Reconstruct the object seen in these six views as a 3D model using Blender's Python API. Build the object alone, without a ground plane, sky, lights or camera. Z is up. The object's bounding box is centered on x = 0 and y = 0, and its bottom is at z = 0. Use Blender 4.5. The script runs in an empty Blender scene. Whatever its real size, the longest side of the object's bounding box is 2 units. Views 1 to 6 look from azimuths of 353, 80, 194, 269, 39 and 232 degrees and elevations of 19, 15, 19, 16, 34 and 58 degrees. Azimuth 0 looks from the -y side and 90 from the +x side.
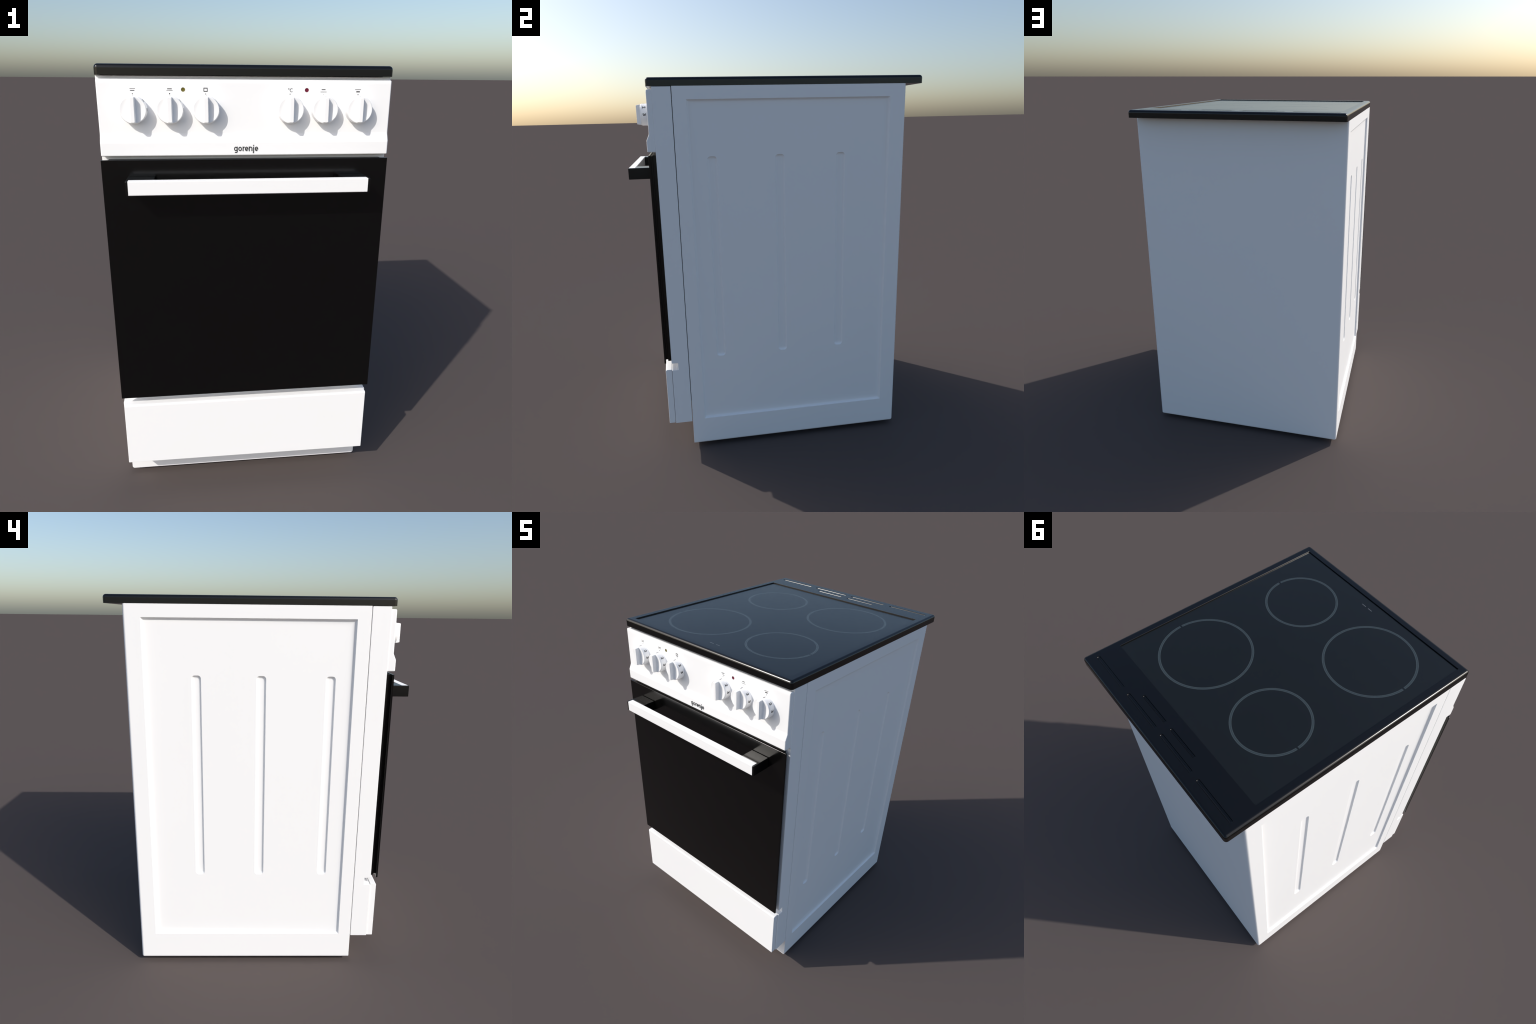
"""Free-standing electric cooker: white enamel cabinet, black ceramic hob,
knob panel, black oven door with a bar handle and a storage drawer below."""
import bpy, bmesh, math
from mathutils import Vector, Matrix

# ----------------------------------------------------------------- sizes (m)
W = 0.5884                      # half width of the cabinet
CAB_FRONT, CAB_BACK = -0.5168, 0.6675
CAB_Z0, CAB_Z1 = 0.0235, 1.959
FRAME_FRONT, FRAME_BACK = -0.6105, -0.5197
FRAME_Z0 = 0.1665
HOB_X, HOB_Y0, HOB_Y1 = 0.5888, -0.6368, 0.7566
HOB_Z0, HOB_Z1 = 1.9590, 2.0
GLASS_Z = 1.9945
KNOB_Z = 1.832
KNOB_X = (-0.4475, -0.3065, -0.1670, 0.1680, 0.3070, 0.4480)
PANEL_FACE = -0.6370

# ----------------------------------------------------------------- materials
def material(name, colour, rough=0.4, spec=0.5, coat=0.0, coat_rough=0.1,
             grain=0.0, grain_scale=300.0, tint=0.0):
    m = bpy.data.materials.new(name)
    m.use_nodes = True
    nt = m.node_tree
    b = nt.nodes["Principled BSDF"]
    b.inputs["Roughness"].default_value = rough
    b.inputs["Specular IOR Level"].default_value = spec
    b.inputs["Coat Weight"].default_value = coat
    b.inputs["Coat Roughness"].default_value = coat_rough
    tc = nt.nodes.new("ShaderNodeTexCoord")
    noise = nt.nodes.new("ShaderNodeTexNoise")
    noise.inputs["Scale"].default_value = 3.0
    noise.inputs["Detail"].default_value = 2.0
    nt.links.new(tc.outputs["Object"], noise.inputs["Vector"])
    ramp = nt.nodes.new("ShaderNodeValToRGB")
    c = Vector(colour)
    ramp.color_ramp.elements[0].position = 0.35
    ramp.color_ramp.elements[1].position = 0.65
    ramp.color_ramp.elements[0].color = (*(c * (1 - tint)), 1)
    ramp.color_ramp.elements[1].color = (*c, 1)
    nt.links.new(noise.outputs["Fac"], ramp.inputs["Fac"])
    nt.links.new(ramp.outputs["Color"], b.inputs["Base Color"])
    if grain:
        fine = nt.nodes.new("ShaderNodeTexNoise")
        fine.inputs["Scale"].default_value = grain_scale
        nt.links.new(tc.outputs["Object"], fine.inputs["Vector"])
        bump = nt.nodes.new("ShaderNodeBump")
        bump.inputs["Strength"].default_value = grain
        bump.inputs["Distance"].default_value = 0.0005
        nt.links.new(fine.outputs["Fac"], bump.inputs["Height"])
        nt.links.new(bump.outputs["Normal"], b.inputs["Normal"])
    return m

ENAMEL = material("white_enamel", (1.0, 1.0, 1.0), rough=0.5, spec=0.5, tint=0.006)
KNOB_WHITE = material("white_plastic", (1.0, 1.0, 1.0), rough=0.45, spec=0.5, tint=0.006)
HOB_BLACK = material("black_hob_enamel", (0.0025, 0.0025, 0.0025), rough=0.22, spec=0.5, tint=0.05)
GLASS_BLACK = material("black_ceramic_glass", (0.0075, 0.0090, 0.0088), rough=0.2, spec=0.5, tint=0.05)
DOOR_BLACK = material("black_door_glass", (0.0021, 0.0020, 0.0020), rough=0.19, spec=0.5, tint=0.05)
TRIM_BLACK = material("black_plastic", (0.0025, 0.0025, 0.0025), rough=0.26, spec=0.5, tint=0.05)
INK = material("dark_print", (0.045, 0.045, 0.045), rough=0.5, spec=0.3)
INK_SOFT = material("grey_print", (0.10, 0.10, 0.10), rough=0.5, spec=0.3)
LAMP_YELLOW = material("yellow_lamp", (0.15, 0.125, 0.018), rough=0.3)
LAMP_RED = material("red_lamp", (0.15, 0.007, 0.028), rough=0.3)

def ring_material():
    """Printed cooking zone: two brighter edge lines with a hatched grey between."""
    m = bpy.data.materials.new("grey_zone_print")
    m.use_nodes = True
    nt = m.node_tree
    b = nt.nodes["Principled BSDF"]
    b.inputs["Roughness"].default_value = 0.2
    tc = nt.nodes.new("ShaderNodeTexCoord")
    wave = nt.nodes.new("ShaderNodeTexChecker")
    wave.inputs["Scale"].default_value = 520.0
    wave.inputs["Color1"].default_value = (0.026, 0.036, 0.040, 1)
    wave.inputs["Color2"].default_value = (0.040, 0.054, 0.058, 1)
    nt.links.new(tc.outputs["Object"], wave.inputs["Vector"])
    nt.links.new(wave.outputs["Color"], b.inputs["Base Color"])
    return m
RING_HATCH = ring_material()
RING_EDGE = material("pale_zone_print", (0.056, 0.072, 0.078), rough=0.2)
MARK = material("pale_mark_print", (0.13, 0.14, 0.15), rough=0.25)

# ------------------------------------------------------------------- helpers
def obj_from_bm(name, bm, mat, parent=None, angle=35.0, weighted=True):
    bmesh.ops.recalc_face_normals(bm, faces=bm.faces)
    me = bpy.data.meshes.new(name)
    bm.to_mesh(me)
    bm.free()
    me.materials.append(mat)
    o = bpy.data.objects.new(name, me)
    bpy.context.scene.collection.objects.link(o)
    finish(o, angle, weighted)
    if parent:
        o.parent = parent
    return o

def finish(o, angle=35.0, weighted=True):
    me = o.data
    me.polygons.foreach_set("use_smooth", [True] * len(me.polygons))
    me.set_sharp_from_angle(angle=math.radians(angle))
    if weighted:
        w = o.modifiers.new("weighted", "WEIGHTED_NORMAL")
        w.keep_sharp = True
        w.weight = 100

def box_bm(x0, x1, y0, y1, z0, z1):
    bm = bmesh.new()
    bmesh.ops.create_cube(bm, size=1.0)
    for v in bm.verts:
        v.co = Vector((x0 if v.co.x < 0 else x1, y0 if v.co.y < 0 else y1, z0 if v.co.z < 0 else z1))
    return bm

def bevel_edges(bm, test, width, segs=4):
    es = [e for e in bm.edges if test(e)]
    if es:
        bmesh.ops.bevel(bm, geom=es, offset=width, segments=segs, profile=0.5, affect='EDGES', clamp_overlap=True)

def along(axis):
    k = "xyz".index(axis)
    def f(e):
        d = (e.verts[1].co - e.verts[0].co).normalized()
        return abs(d[k]) > 0.99
    return f

def box(name, x0, x1, y0, y1, z0, z1, mat, parent=None, bevel=0.002, segs=2):
    bm = box_bm(x0, x1, y0, y1, z0, z1)
    if bevel:
        bevel_edges(bm, lambda e: True, bevel, segs)
    return obj_from_bm(name, bm, mat, parent)

def extrude_profile(name, pts, x0, x1, mat, parent=None, bevel=0.0, segs=3):
    """Solid from a (y, z) profile, extruded along x."""
    bm = bmesh.new()
    n = len(pts)
    a = [bm.verts.new((x0, y, z)) for y, z in pts]
    b = [bm.verts.new((x1, y, z)) for y, z in pts]
    bm.faces.new(a)
    bm.faces.new(b[::-1])
    for i in range(n):
        bm.faces.new((a[i], b[i], b[(i + 1) % n], a[(i + 1) % n]))
    bmesh.ops.recalc_face_normals(bm, faces=bm.faces)
    if bevel:
        bevel_edges(bm, lambda e: True, bevel, segs)
    return obj_from_bm(name, bm, mat, parent)

def rounded_rect(u0, u1, v0, v1, r, n=6):
    if r <= 1e-5:
        return [(u0, v0), (u1, v0), (u1, v1), (u0, v1)]
    out = []
    for cu, cv, a0 in ((u1 - r, v0 + r, -90), (u1 - r, v1 - r, 0), (u0 + r, v1 - r, 90), (u0 + r, v0 + r, 180)):
        for i in range(n + 1):
            a = math.radians(a0 + 90 * i / n)
            out.append((cu + r * math.cos(a), cv + r * math.sin(a)))
    return out

def dish_cutter(u0, u1, v0, v1, r, profile, place, above=0.01, n=6):
    """Closed cutter: rounded rectangle that narrows by `profile` (inset, depth)."""
    bm = bmesh.new()
    loops = []
    for inset, depth in [(0.0, -above)] + profile:
        rr = max(r - inset, 0.0008) if r > 0 else 0.0
        ring = rounded_rect(u0 + inset, u1 - inset, v0 + inset, v1 - inset, rr, n)
        loops.append([bm.verts.new(place(u, v, depth)) for u, v in ring])
    for A, B in zip(loops, loops[1:]):
        k = len(A)
        for i in range(k):
            bm.faces.new((A[i], A[(i + 1) % k], B[(i + 1) % k], B[i]))
    bm.faces.new(loops[0])
    bm.faces.new(loops[-1][::-1])
    bmesh.ops.recalc_face_normals(bm, faces=bm.faces)
    me = bpy.data.meshes.new("cutter")
    bm.to_mesh(me)
    bm.free()
    o = bpy.data.objects.new("cutter", me)
    bpy.context.scene.collection.objects.link(o)
    return o

def cut(o, cutters, angle=35.0):
    for m in list(o.modifiers):
        o.modifiers.remove(m)
    for c in cutters:
        m = o.modifiers.new("cut", "BOOLEAN")
        m.operation = "DIFFERENCE"
        m.solver = "EXACT"
        m.object = c
        dg = bpy.context.evaluated_depsgraph_get()
        dg.update()
        new = bpy.data.meshes.new_from_object(o.evaluated_get(dg))
        o.modifiers.remove(m)
        old = o.data
        mats = list(old.materials)
        o.data = new
        new.name = o.name
        new.materials.clear()
        new.materials.append(mats[0])
        bpy.data.meshes.remove(old)
        bpy.data.objects.remove(c)
    finish(o, angle)

def cylinder_bm(profile, n=64, cap=True):
    """Lathe of (radius, height) pairs about local -y (height grows toward the viewer)."""
    bm = bmesh.new()
    rings = []
    for r, h in profile:
        if r < 1e-6:
            rings.append([bm.verts.new((0, -h, 0))])
        else:
            rings.append([bm.verts.new((r * math.cos(2 * math.pi * i / n), -h, r * math.sin(2 * math.pi * i / n))) for i in range(n)])
    for A, B in zip(rings, rings[1:]):
        for i in range(n):
            j = (i + 1) % n
            if len(B) == 1:
                bm.faces.new((A[i], A[j], B[0]))
            elif len(A) == 1:
                bm.faces.new((A[0], B[j], B[i]))
            else:
                bm.faces.new((A[i], A[j], B[j], B[i]))
    if cap and len(rings[0]) > 1:
        bm.faces.new(rings[0][::-1])
    return bm

def text_mesh(name, body, width, height, depth, bold=0.0):
    """Built-in font, scaled to an exact width x height, in the local xz plane facing -y."""
    cu = bpy.data.curves.new(name, "FONT")
    cu.body = body
    cu.size = 1.0
    cu.offset = bold
    cu.extrude = 0.05
    cu.resolution_u = 6
    o = bpy.data.objects.new(name, cu)
    bpy.context.scene.collection.objects.link(o)
    dg = bpy.context.evaluated_depsgraph_get()
    dg.update()
    me = bpy.data.meshes.new_from_object(o.evaluated_get(dg))
    bpy.data.objects.remove(o)
    me.name = name
    xs = [v.co.x for v in me.vertices]; ys = [v.co.y for v in me.vertices]
    cx, cy = (min(xs) + max(xs)) / 2, (min(ys) + max(ys)) / 2
    sx, sy = width / (max(xs) - min(xs)), height / (max(ys) - min(ys))
    for v in me.vertices:
        x, y, z = v.co
        v.co = Vector(((x - cx) * sx, -z / 0.05 * depth / 2, (y - cy) * sy))
    return me

def add_mesh(name, me, mat, parent, matrix=None):
    o = bpy.data.objects.new(name, me)
    if mat and not me.materials:
        me.materials.append(mat)
    bpy.context.scene.collection.objects.link(o)
    o.parent = parent
    if matrix is not None:
        o.matrix_local = matrix
    return o

# ---------------------------------------------------------------- the cooker
cooker = bpy.data.objects.new("electric_cooker", None)
bpy.context.scene.collection.objects.link(cooker)
cooker["label"] = "white free-standing electric cooker with black ceramic hob and oven door"
cooker["category"] = "electric cooker"

# --- cabinet: bevelled box, pressed side panels with three ribs each
bm = box_bm(-W, W, CAB_FRONT, CAB_BACK, CAB_Z0, CAB_Z1)
def back_or_base(e):
    a, b = e.verts[0].co, e.verts[1].co
    up = along("z")(e)
    low = max(a.z, b.z) < CAB_Z0 + 1e-4
    front = max(a.y, b.y) < CAB_FRONT + 1e-4
    return (up and a.y > 0) or (low and not front)
bevel_edges(bm, back_or_base, 0.012, 5)
bevel_edges(bm, lambda e: all(v.co.y < CAB_FRONT + 1e-4 and v.co.z < CAB_Z1 - 1e-4 or v.co.y < CAB_FRONT + 1e-4 and abs(v.co.x) > W - 1e-4 for v in e.verts), 0.0025, 2)
cabinet = obj_from_bm("cabinet", bm, ENAMEL, cooker)

PRESS = 0.0135                  # depth of the pressed field
PRESSED = [(0.0, 0.0), (0.003, 0.0050), (0.007, 0.0090), (0.012, 0.0115), (0.018, 0.0127), (0.026, 0.0133), (0.036, PRESS)]
RIB = [(0.0, 0.0), (0.0022, 0.0042), (0.0050, 0.0070), (0.0085, 0.0086), (0.0125, 0.0093), (0.0180, 0.0095)]
cutters = []
for s in (-1, 1):
    cutters.append(dish_cutter(-0.4505, 0.5837, 0.1765, 1.8970, 0.0, PRESSED,
                               lambda u, v, d, s=s: (s * (W - d), u, v)))
for s in (-1, 1):
    for y in (-0.3385, 0.0055, 0.3265):
        cutters.append(dish_cutter(y - 0.0240, y + 0.0240, 0.5440, 1.6240, 0.0165, RIB,
                                   lambda u, v, d, s=s: (s * (W - PRESS - d), u, v), above=0.004, n=8))
cut(cabinet, cutters)

for x in (-0.50, 0.50):
    for y in (-0.43, 0.58):
        bm = bmesh.new()
        bmesh.ops.create_cone(bm, cap_ends=True, segments=32, radius1=0.022, radius2=0.026, depth=CAB_Z0 + 0.004,
                              matrix=Matrix.Translation((x, y, (CAB_Z0 + 0.004) / 2)))
        obj_from_bm("foot", bm, TRIM_BLACK, cooker)

# --- front frame with the finger groove above the drawer; a thin seam separates it from the cabinet
frame_profile = [(FRAME_BACK, FRAME_Z0), (FRAME_FRONT, FRAME_Z0), (FRAME_FRONT, 0.489), (-0.5765, 0.489),
                 (-0.5765, 0.529), (FRAME_FRONT, 0.529), (FRAME_FRONT, 1.9575), (FRAME_BACK, 1.9575)]
extrude_profile("front_frame", frame_profile, -W, W, ENAMEL, cooker, bevel=0.0022, segs=2)
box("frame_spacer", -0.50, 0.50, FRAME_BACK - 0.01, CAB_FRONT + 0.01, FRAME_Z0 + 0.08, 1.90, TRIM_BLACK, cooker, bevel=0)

# --- control panel
panel_profile = [(FRAME_FRONT + 0.002, 1.9450), (-0.6355, 1.9450), (PANEL_FACE, 1.9350), (-0.6372, 1.7370),
                 (-0.6505, 1.7075), (-0.6500, 1.6525), (FRAME_FRONT + 0.002, 1.6515)]
panel = extrude_profile("control_panel", panel_profile, -0.5850, 0.5850, ENAMEL, cooker, bevel=0.005, segs=4)

lamp_spots = ((-0.2540, LAMP_YELLOW), (0.2360, LAMP_RED))
lamp_cutters = []
for x, _ in lamp_spots:
    bm = cylinder_bm([(0.0082, -0.003), (0.0082, 0.01), (0.0, 0.01)], 32)
    bmesh.ops.translate(bm, verts=bm.verts, vec=(x, PANEL_FACE, 1.9065))
    bmesh.ops.recalc_face_normals(bm, faces=bm.faces)
    me = bpy.data.meshes.new("cutter"); bm.to_mesh(me); bm.free()
    c = bpy.data.objects.new("cutter", me); bpy.context.scene.collection.objects.link(c)
    lamp_cutters.append(c)
cut(panel, lamp_cutters)
for x, mat in lamp_spots:
    bm = cylinder_bm([(0.0080, -0.0035), (0.0080, -0.0010), (0.0060, -0.0016), (0.0035, -0.0020), (0.0, -0.0022)], 32)
    bmesh.ops.translate(bm, verts=bm.verts, vec=(x, PANEL_FACE, 1.9065))
    obj_from_bm("indicator_lamp", bm, mat, panel, weighted=False)

# printed symbols above the knobs (bars, pan outlines, temperature sign, dots)
FACE = -0.63705
def bar(x, z, w, h, mat=INK):
    box("symbol_bar", x - w / 2, x + w / 2, FACE - 0.0006, FACE + 0.002, z - h / 2, z + h / 2, mat, panel, bevel=0)
def dot(x, z, r=0.0021, mat=INK):
    bm = cylinder_bm([(r, -0.002), (r, 0.0006), (0.0, 0.0006)], 16)
    bmesh.ops.translate(bm, verts=bm.verts, vec=(x, FACE, z))
    obj_from_bm("symbol_dot", bm, mat, panel, weighted=False)

bar(-0.4478, 1.9095, 0.0210, 0.0018, INK_SOFT); bar(-0.4485, 1.9030, 0.0170, 0.0026); dot(-0.4486, 1.8904)
bar(-0.3062, 1.9092, 0.0180, 0.0030); bar(-0.3064, 1.9028, 0.0245, 0.0018, INK_SOFT); dot(-0.3065, 1.8910, 0.0026)
for dx in (-0.0066, 0.0066):
    bar(-0.1670 + dx, 1.9064, 0.0026, 0.0150, INK)
for dz in (-0.0060, 0.0060):
    bar(-0.1670, 1.9064 + dz, 0.0106, 0.0030, INK)
dot(-0.1667, 1.8905)
add_mesh("temperature_sign", text_mesh("temperature_sign", "°C", 0.0180, 0.0150, 0.0012), INK, panel,
         Matrix.Translation((0.1690, FACE - 0.0002, 1.9061)))
dot(0.1684, 1.8910)
bar(0.3040, 1.9088, 0.0155, 0.0030); bar(0.3044, 1.8999, 0.0250, 0.0018, INK_SOFT); bar(0.3048, 1.8903, 0.0045, 0.0014, INK_SOFT)
bar(0.4458, 1.9092, 0.0245, 0.0018); bar(0.4463, 1.9012, 0.0150, 0.0052, INK_SOFT); dot(0.4470, 1.8900)

# brand lettering drawn with a broad pen: strokes are ribbons of constant width (x-height 210 units)
def arc(cx, cy, rx, ry, a0, a1, n=24):
    return [(cx + rx * math.cos(math.radians(a0 + (a1 - a0) * i / n)), cy + ry * math.sin(math.radians(a0 + (a1 - a0) * i / n))) for i in range(n + 1)]

def ribbon(bm, pts, width, scale, ox, oz, y0, y1):
    closed = math.dist(pts[0], pts[-1]) < 1e-6
    if closed:
        pts = pts[:-1]
    n = len(pts)
    secs = []
    for i, (px, py) in enumerate(pts):
        a = pts[i - 1] if (i > 0 or closed) else pts[i]
        b = pts[(i + 1) % n] if (i < n - 1 or closed) else pts[i]
        d = Vector((b[0] - a[0], b[1] - a[1])).normalized()
        nx, ny = -d.y * width / 2, d.x * width / 2
        q = []
        for k, y in ((1, y0), (-1, y0), (-1, y1), (1, y1)):
            q.append(bm.verts.new((ox + (px + k * nx) * scale, y, oz + (py + k * ny) * scale)))
        secs.append(q)
    for i in range(n if closed else n - 1):
        A, B = secs[i], secs[(i + 1) % n]
        for k in range(4):
            bm.faces.new((A[k], A[(k + 1) % 4], B[(k + 1) % 4], B[k]))
    if not closed:
        bm.faces.new(secs[0]); bm.faces.new(secs[-1][::-1])

def letter_e(cx):
    return [arc(cx, 105, 56, 80, 2, 315), [(cx - 50, 98), (cx + 82, 98)]]
strokes = {
    "g": [arc(742, 107, 60, 80, 0, 360), [(808, 212), (808, 20)] + arc(748, -10, 60, 50, 0, -140, 12)],
    "o": [arc(943, 105, 61, 80, 0, 360)],
    "r": [[(1082, 0), (1082, 212)], arc(1150, 110, 64, 76, 170, 80, 10)],
    "e": letter_e(1247) + letter_e(1712),
    "n": [[(1371, 0), (1371, 212)], arc(1435, 118, 64, 70, 180, 0, 14) + [(1499, 0)]],
    "j": [[(1577, 206), (1577, -40)] + arc(1537, -40, 40, 36, 0, -80, 6), [(1577, 245), (1577, 288)]],
}
bm = bmesh.new()
step = 0.0
for letter in strokes.values():
    for line in letter:
        ribbon(bm, line, 45, 8.66e-5, -0.0583 - 655 * 8.66e-5, 1.6697, -0.6511 - step, -0.6490)
        step += 0.00004          # overlapping strokes never share a plane
obj_from_bm("lettering", bm, INK, panel, weighted=False)

# --- knobs: round skirt, upright grip bar, digits 1-3 on the rim
KNOB_R, SKIRT = 0.0525, 0.0378
bm = cylinder_bm([(KNOB_R + 0.0006, -0.001), (KNOB_R + 0.0006, 0.004), (KNOB_R, SKIRT - 0.0055), (KNOB_R - 0.0010, SKIRT - 0.0030),
                  (KNOB_R - 0.0022, SKIRT - 0.0006), (KNOB_R - 0.0036, SKIRT), (KNOB_R - 0.0052, SKIRT - 0.0003), (0.0400, SKIRT - 0.0016),
                  (0.0280, SKIRT - 0.0030), (0.0140, SKIRT - 0.0038), (0.0, SKIRT - 0.0040)], 72)
bmesh.ops.recalc_face_normals(bm, faces=bm.faces)
knob_mesh = bpy.data.meshes.new("knob")
bm.to_mesh(knob_mesh); bm.free()
knob_mesh.materials.append(KNOB_WHITE)

# grip: (height, half width, half length) sections, narrowing a little toward the front
bm = bmesh.new()
sections = [(SKIRT - 0.006, 0.0125, 0.0495), (SKIRT - 0.0015, 0.0108, 0.0492), (SKIRT + 0.003, 0.0098, 0.0488),
            (SKIRT + 0.012, 0.0090, 0.0478), (SKIRT + 0.0190, 0.0085, 0.0466), (SKIRT + 0.0205, 0.0077, 0.0460), (SKIRT + 0.0210, 0.0066, 0.0454)]
loops = []
for h, hw, hl in sections:
    ring = rounded_rect(-hw, hw, -hl, hl, 0.003, 3)
    loops.append([bm.verts.new((u, -h, v)) for u, v in ring])
for A, B in zip(loops, loops[1:]):
    k = len(A)
    for i in range(k):
        bm.faces.new((A[i], A[(i + 1) % k], B[(i + 1) % k], B[i]))
bm.faces.new(loops[0]); bm.faces.new(loops[-1][::-1])
bmesh.ops.recalc_face_normals(bm, faces=bm.faces)
grip_mesh = bpy.data.meshes.new("grip")
bm.to_mesh(grip_mesh); bm.free()
grip_mesh.materials.append(KNOB_WHITE)

digits = []
for body, ang, wd in (("1", 88.0, 0.0038), ("2", 40.0, 0.0120), ("3", 0.0, 0.0120)):
    me = text_mesh("digit", body, wd, 0.0150, 0.0012, bold=0.0 if body == "1" else 0.03)
    me.materials.append(INK)
    a = math.radians(ang)
    out = Vector((math.cos(a), 0, math.sin(a)))           # radial
    up = Vector((0, 1, 0))                                # glyph top points to the panel
    right = Vector((math.sin(a), 0, -math.cos(a)))        # clockwise round the rim
    M = Matrix(((right.x, -out.x, up.x, 0), (right.y, -out.y, up.y, 0), (right.z, -out.z, up.z, 0), (0, 0, 0, 1)))
    M.translation = out * (KNOB_R + 0.0001) + Vector((0, -0.0180, 0))
    digits.append((me, M))

for x in KNOB_X:
    k = add_mesh("knob", knob_mesh, None, cooker, Matrix.Translation((x, PANEL_FACE, KNOB_Z)))
    g = add_mesh("grip", grip_mesh, None, k)
    for o in (k, g):
        finish(o, 40)
    for me, M in digits:
        add_mesh("digit", me, None, k, M)

# --- oven door: glass pane overhanging a narrower inner door
door = box("oven_door", -0.5892, 0.5892, -0.6476, -0.6385, 0.5335, 1.6375, DOOR_BLACK, cooker, bevel=0.0020, segs=4)
box("door_gasket", -0.5560, 0.5560, -0.6390, -0.6275, 0.5420, 1.6330, TRIM_BLACK, door, bevel=0)
box("inner_door", -0.5620, 0.5620, -0.6285, FRAME_FRONT - 0.0004, 0.5340, 1.6372, TRIM_BLACK, door, bevel=0.002)

# --- handle: white bar carried by two black angle brackets
bm = box_bm(-0.4765, 0.4765, -0.7568, -0.7225, 1.5150, 1.5715)
bevel_edges(bm, along("x"), 0.0035, 3)
handle = obj_from_bm("handle", bm, KNOB_WHITE, cooker)
for s in (-1, 1):
    plan = [(0.4868, -0.6492), (0.4868, -0.7572), (0.4767, -0.7572), (0.4767, -0.7222), (0.3785, -0.7222), (0.3785, -0.6492)]
    bm = bmesh.new()
    lo = [bm.verts.new((s * x, y, 1.5150)) for x, y in plan]
    hi = [bm.verts.new((s * x, y, 1.5720)) for x, y in plan]
    bm.faces.new(lo); bm.faces.new(hi[::-1])
    for i in range(6):
        bm.faces.new((lo[i], hi[i], hi[(i + 1) % 6], lo[(i + 1) % 6]))
    bmesh.ops.recalc_face_normals(bm, faces=bm.faces)
    bevel_edges(bm, lambda e: True, 0.0028, 3)
    obj_from_bm("handle_bracket", bm, TRIM_BLACK, handle)
    x0, x1 = sorted((s * 0.384, s * 0.481))
    box("mounting_pad", x0, x1, -0.6505, -0.6470, 1.521, 1.566, TRIM_BLACK, handle, bevel=0)

# --- drawer front with a rounded upper edge under the finger groove
bm = box_bm(-0.5825, 0.5825, -0.6448, -0.6122, 0.1670, 0.4920)
bevel_edges(bm, lambda e: along("x")(e) and e.verts[0].co.y < -0.64 and e.verts[0].co.z > 0.4, 0.0085, 5)
bevel_edges(bm, lambda e: len(e.link_faces) == 2 and e.calc_face_angle() > 0.9, 0.0025, 2)
obj_from_bm("drawer", bm, ENAMEL, cooker)

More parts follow.
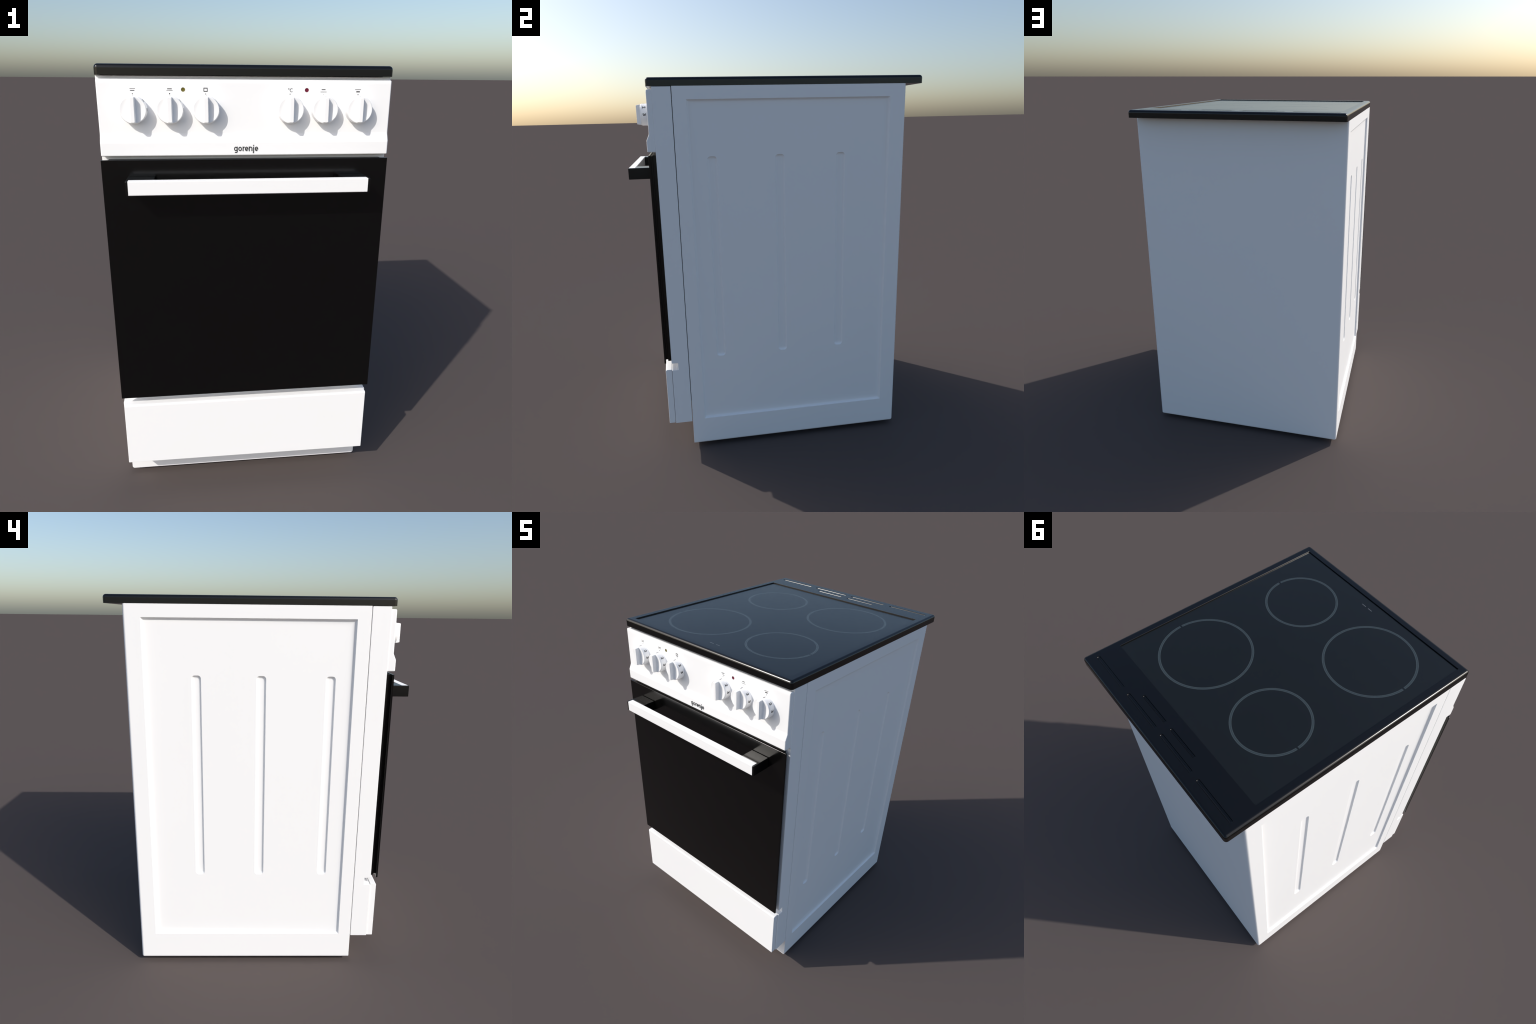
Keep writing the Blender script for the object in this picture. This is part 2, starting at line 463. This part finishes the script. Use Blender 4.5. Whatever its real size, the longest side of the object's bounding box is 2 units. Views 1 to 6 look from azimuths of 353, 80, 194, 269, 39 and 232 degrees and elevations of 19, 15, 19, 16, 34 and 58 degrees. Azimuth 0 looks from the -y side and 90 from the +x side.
# --- hob: rounded black tray with a sunk glass field and six vent slots
bm = box_bm(-HOB_X, HOB_X, HOB_Y0, HOB_Y1, HOB_Z0, HOB_Z1)
top_edge = lambda e: all(abs(v.co.z - HOB_Z1) < 1e-5 for v in e.verts)
bevel_edges(bm, lambda e: along("z")(e) or top_edge(e), 0.0150, 7)
hob = obj_from_bm("hob", bm, HOB_BLACK, cooker)
hob_cutters = [dish_cutter(-0.5472, 0.5472, -0.5995, 0.5785, 0.0,
                           [(0.0, 0.0), (0.0007, 0.0008), (0.0012, 0.0075)], lambda u, v, d: (u, v, HOB_Z1 - d))]
def slot(x0, x1, y, hw):
    r = hw - 0.0004
    prof = [(0.0062 * (1 - math.cos(t * math.pi / 16)), 0.0062 * math.sin(t * math.pi / 16)) for t in range(9)] + [(hw * 0.93, 0.0063)]
    return dish_cutter(x0, x1, y - hw, y + hw, r, prof, lambda u, v, d: (u, v, HOB_Z1 - d), n=8)
for s in (-1, 1):
    for a, b, y, hw in ((0.3035, 0.5490, 0.6955, 0.0085), (0.0205, 0.2625, 0.6955, 0.0085), (0.0210, 0.2095, 0.6455, 0.0068)):
        x0, x1 = sorted((s * a, s * b))
        hob_cutters.append(slot(x0, x1, y, hw))
cut(hob, hob_cutters)

box("glass_plate", -0.5463, 0.5463, -0.5986, 0.5777, HOB_Z1 - 0.0074, GLASS_Z, GLASS_BLACK, hob, bevel=0)

def ring_band(r0, r1, gap_angle, gap, mat, name, parent, centre, top):
    """Flat annular print, 0.3 mm thick, with one short break."""
    bm = bmesh.new()
    n = 160
    half = gap / (r0 + r1)
    prev = None
    first = None
    for i in range(n + 1):
        a = gap_angle + half + (2 * math.pi - 2 * half) * i / n
        c, s = math.cos(a), math.sin(a)
        q = [bm.verts.new((r * c, r * s, z)) for r, z in ((r0, -0.0002), (r1, -0.0002), (r1, top), (r0, top))]
        if prev:
            for k in range(4):
                bm.faces.new((prev[k], prev[(k + 1) % 4], q[(k + 1) % 4], q[k]))
        else:
            first = q
        prev = q
    bm.faces.new(first); bm.faces.new(prev[::-1])
    o = obj_from_bm(name, bm, mat, parent, weighted=False)
    o.location = centre
    return o

for x, y, r, a in ((-0.2517, -0.3126, 0.2284, math.pi), (0.2624, -0.3126, 0.1868, 0.0),
                   (0.2615, 0.2745, 0.2284, 0.0), (-0.2515, 0.2745, 0.1868, math.pi)):
    zone = ring_band(r - 0.0117, r, a, 0.0085, RING_HATCH, "cooking_zone", hob, (x, y, GLASS_Z), 0.00006)
    for q0, q1 in ((r - 0.0117, r - 0.0090), (r - 0.0027, r)):
        edge = ring_band(q0, q1, a, 0.0085, RING_EDGE, "zone_outline", zone, (0, 0, 0), 0.00011)
for x0, x1 in ((-0.0115, 0.0152), (0.0316, 0.0586)):
    box("heat_mark", x0, x1, -0.5500, -0.5468, GLASS_Z - 0.0005, GLASS_Z + 0.0001, MARK, hob, bevel=0)
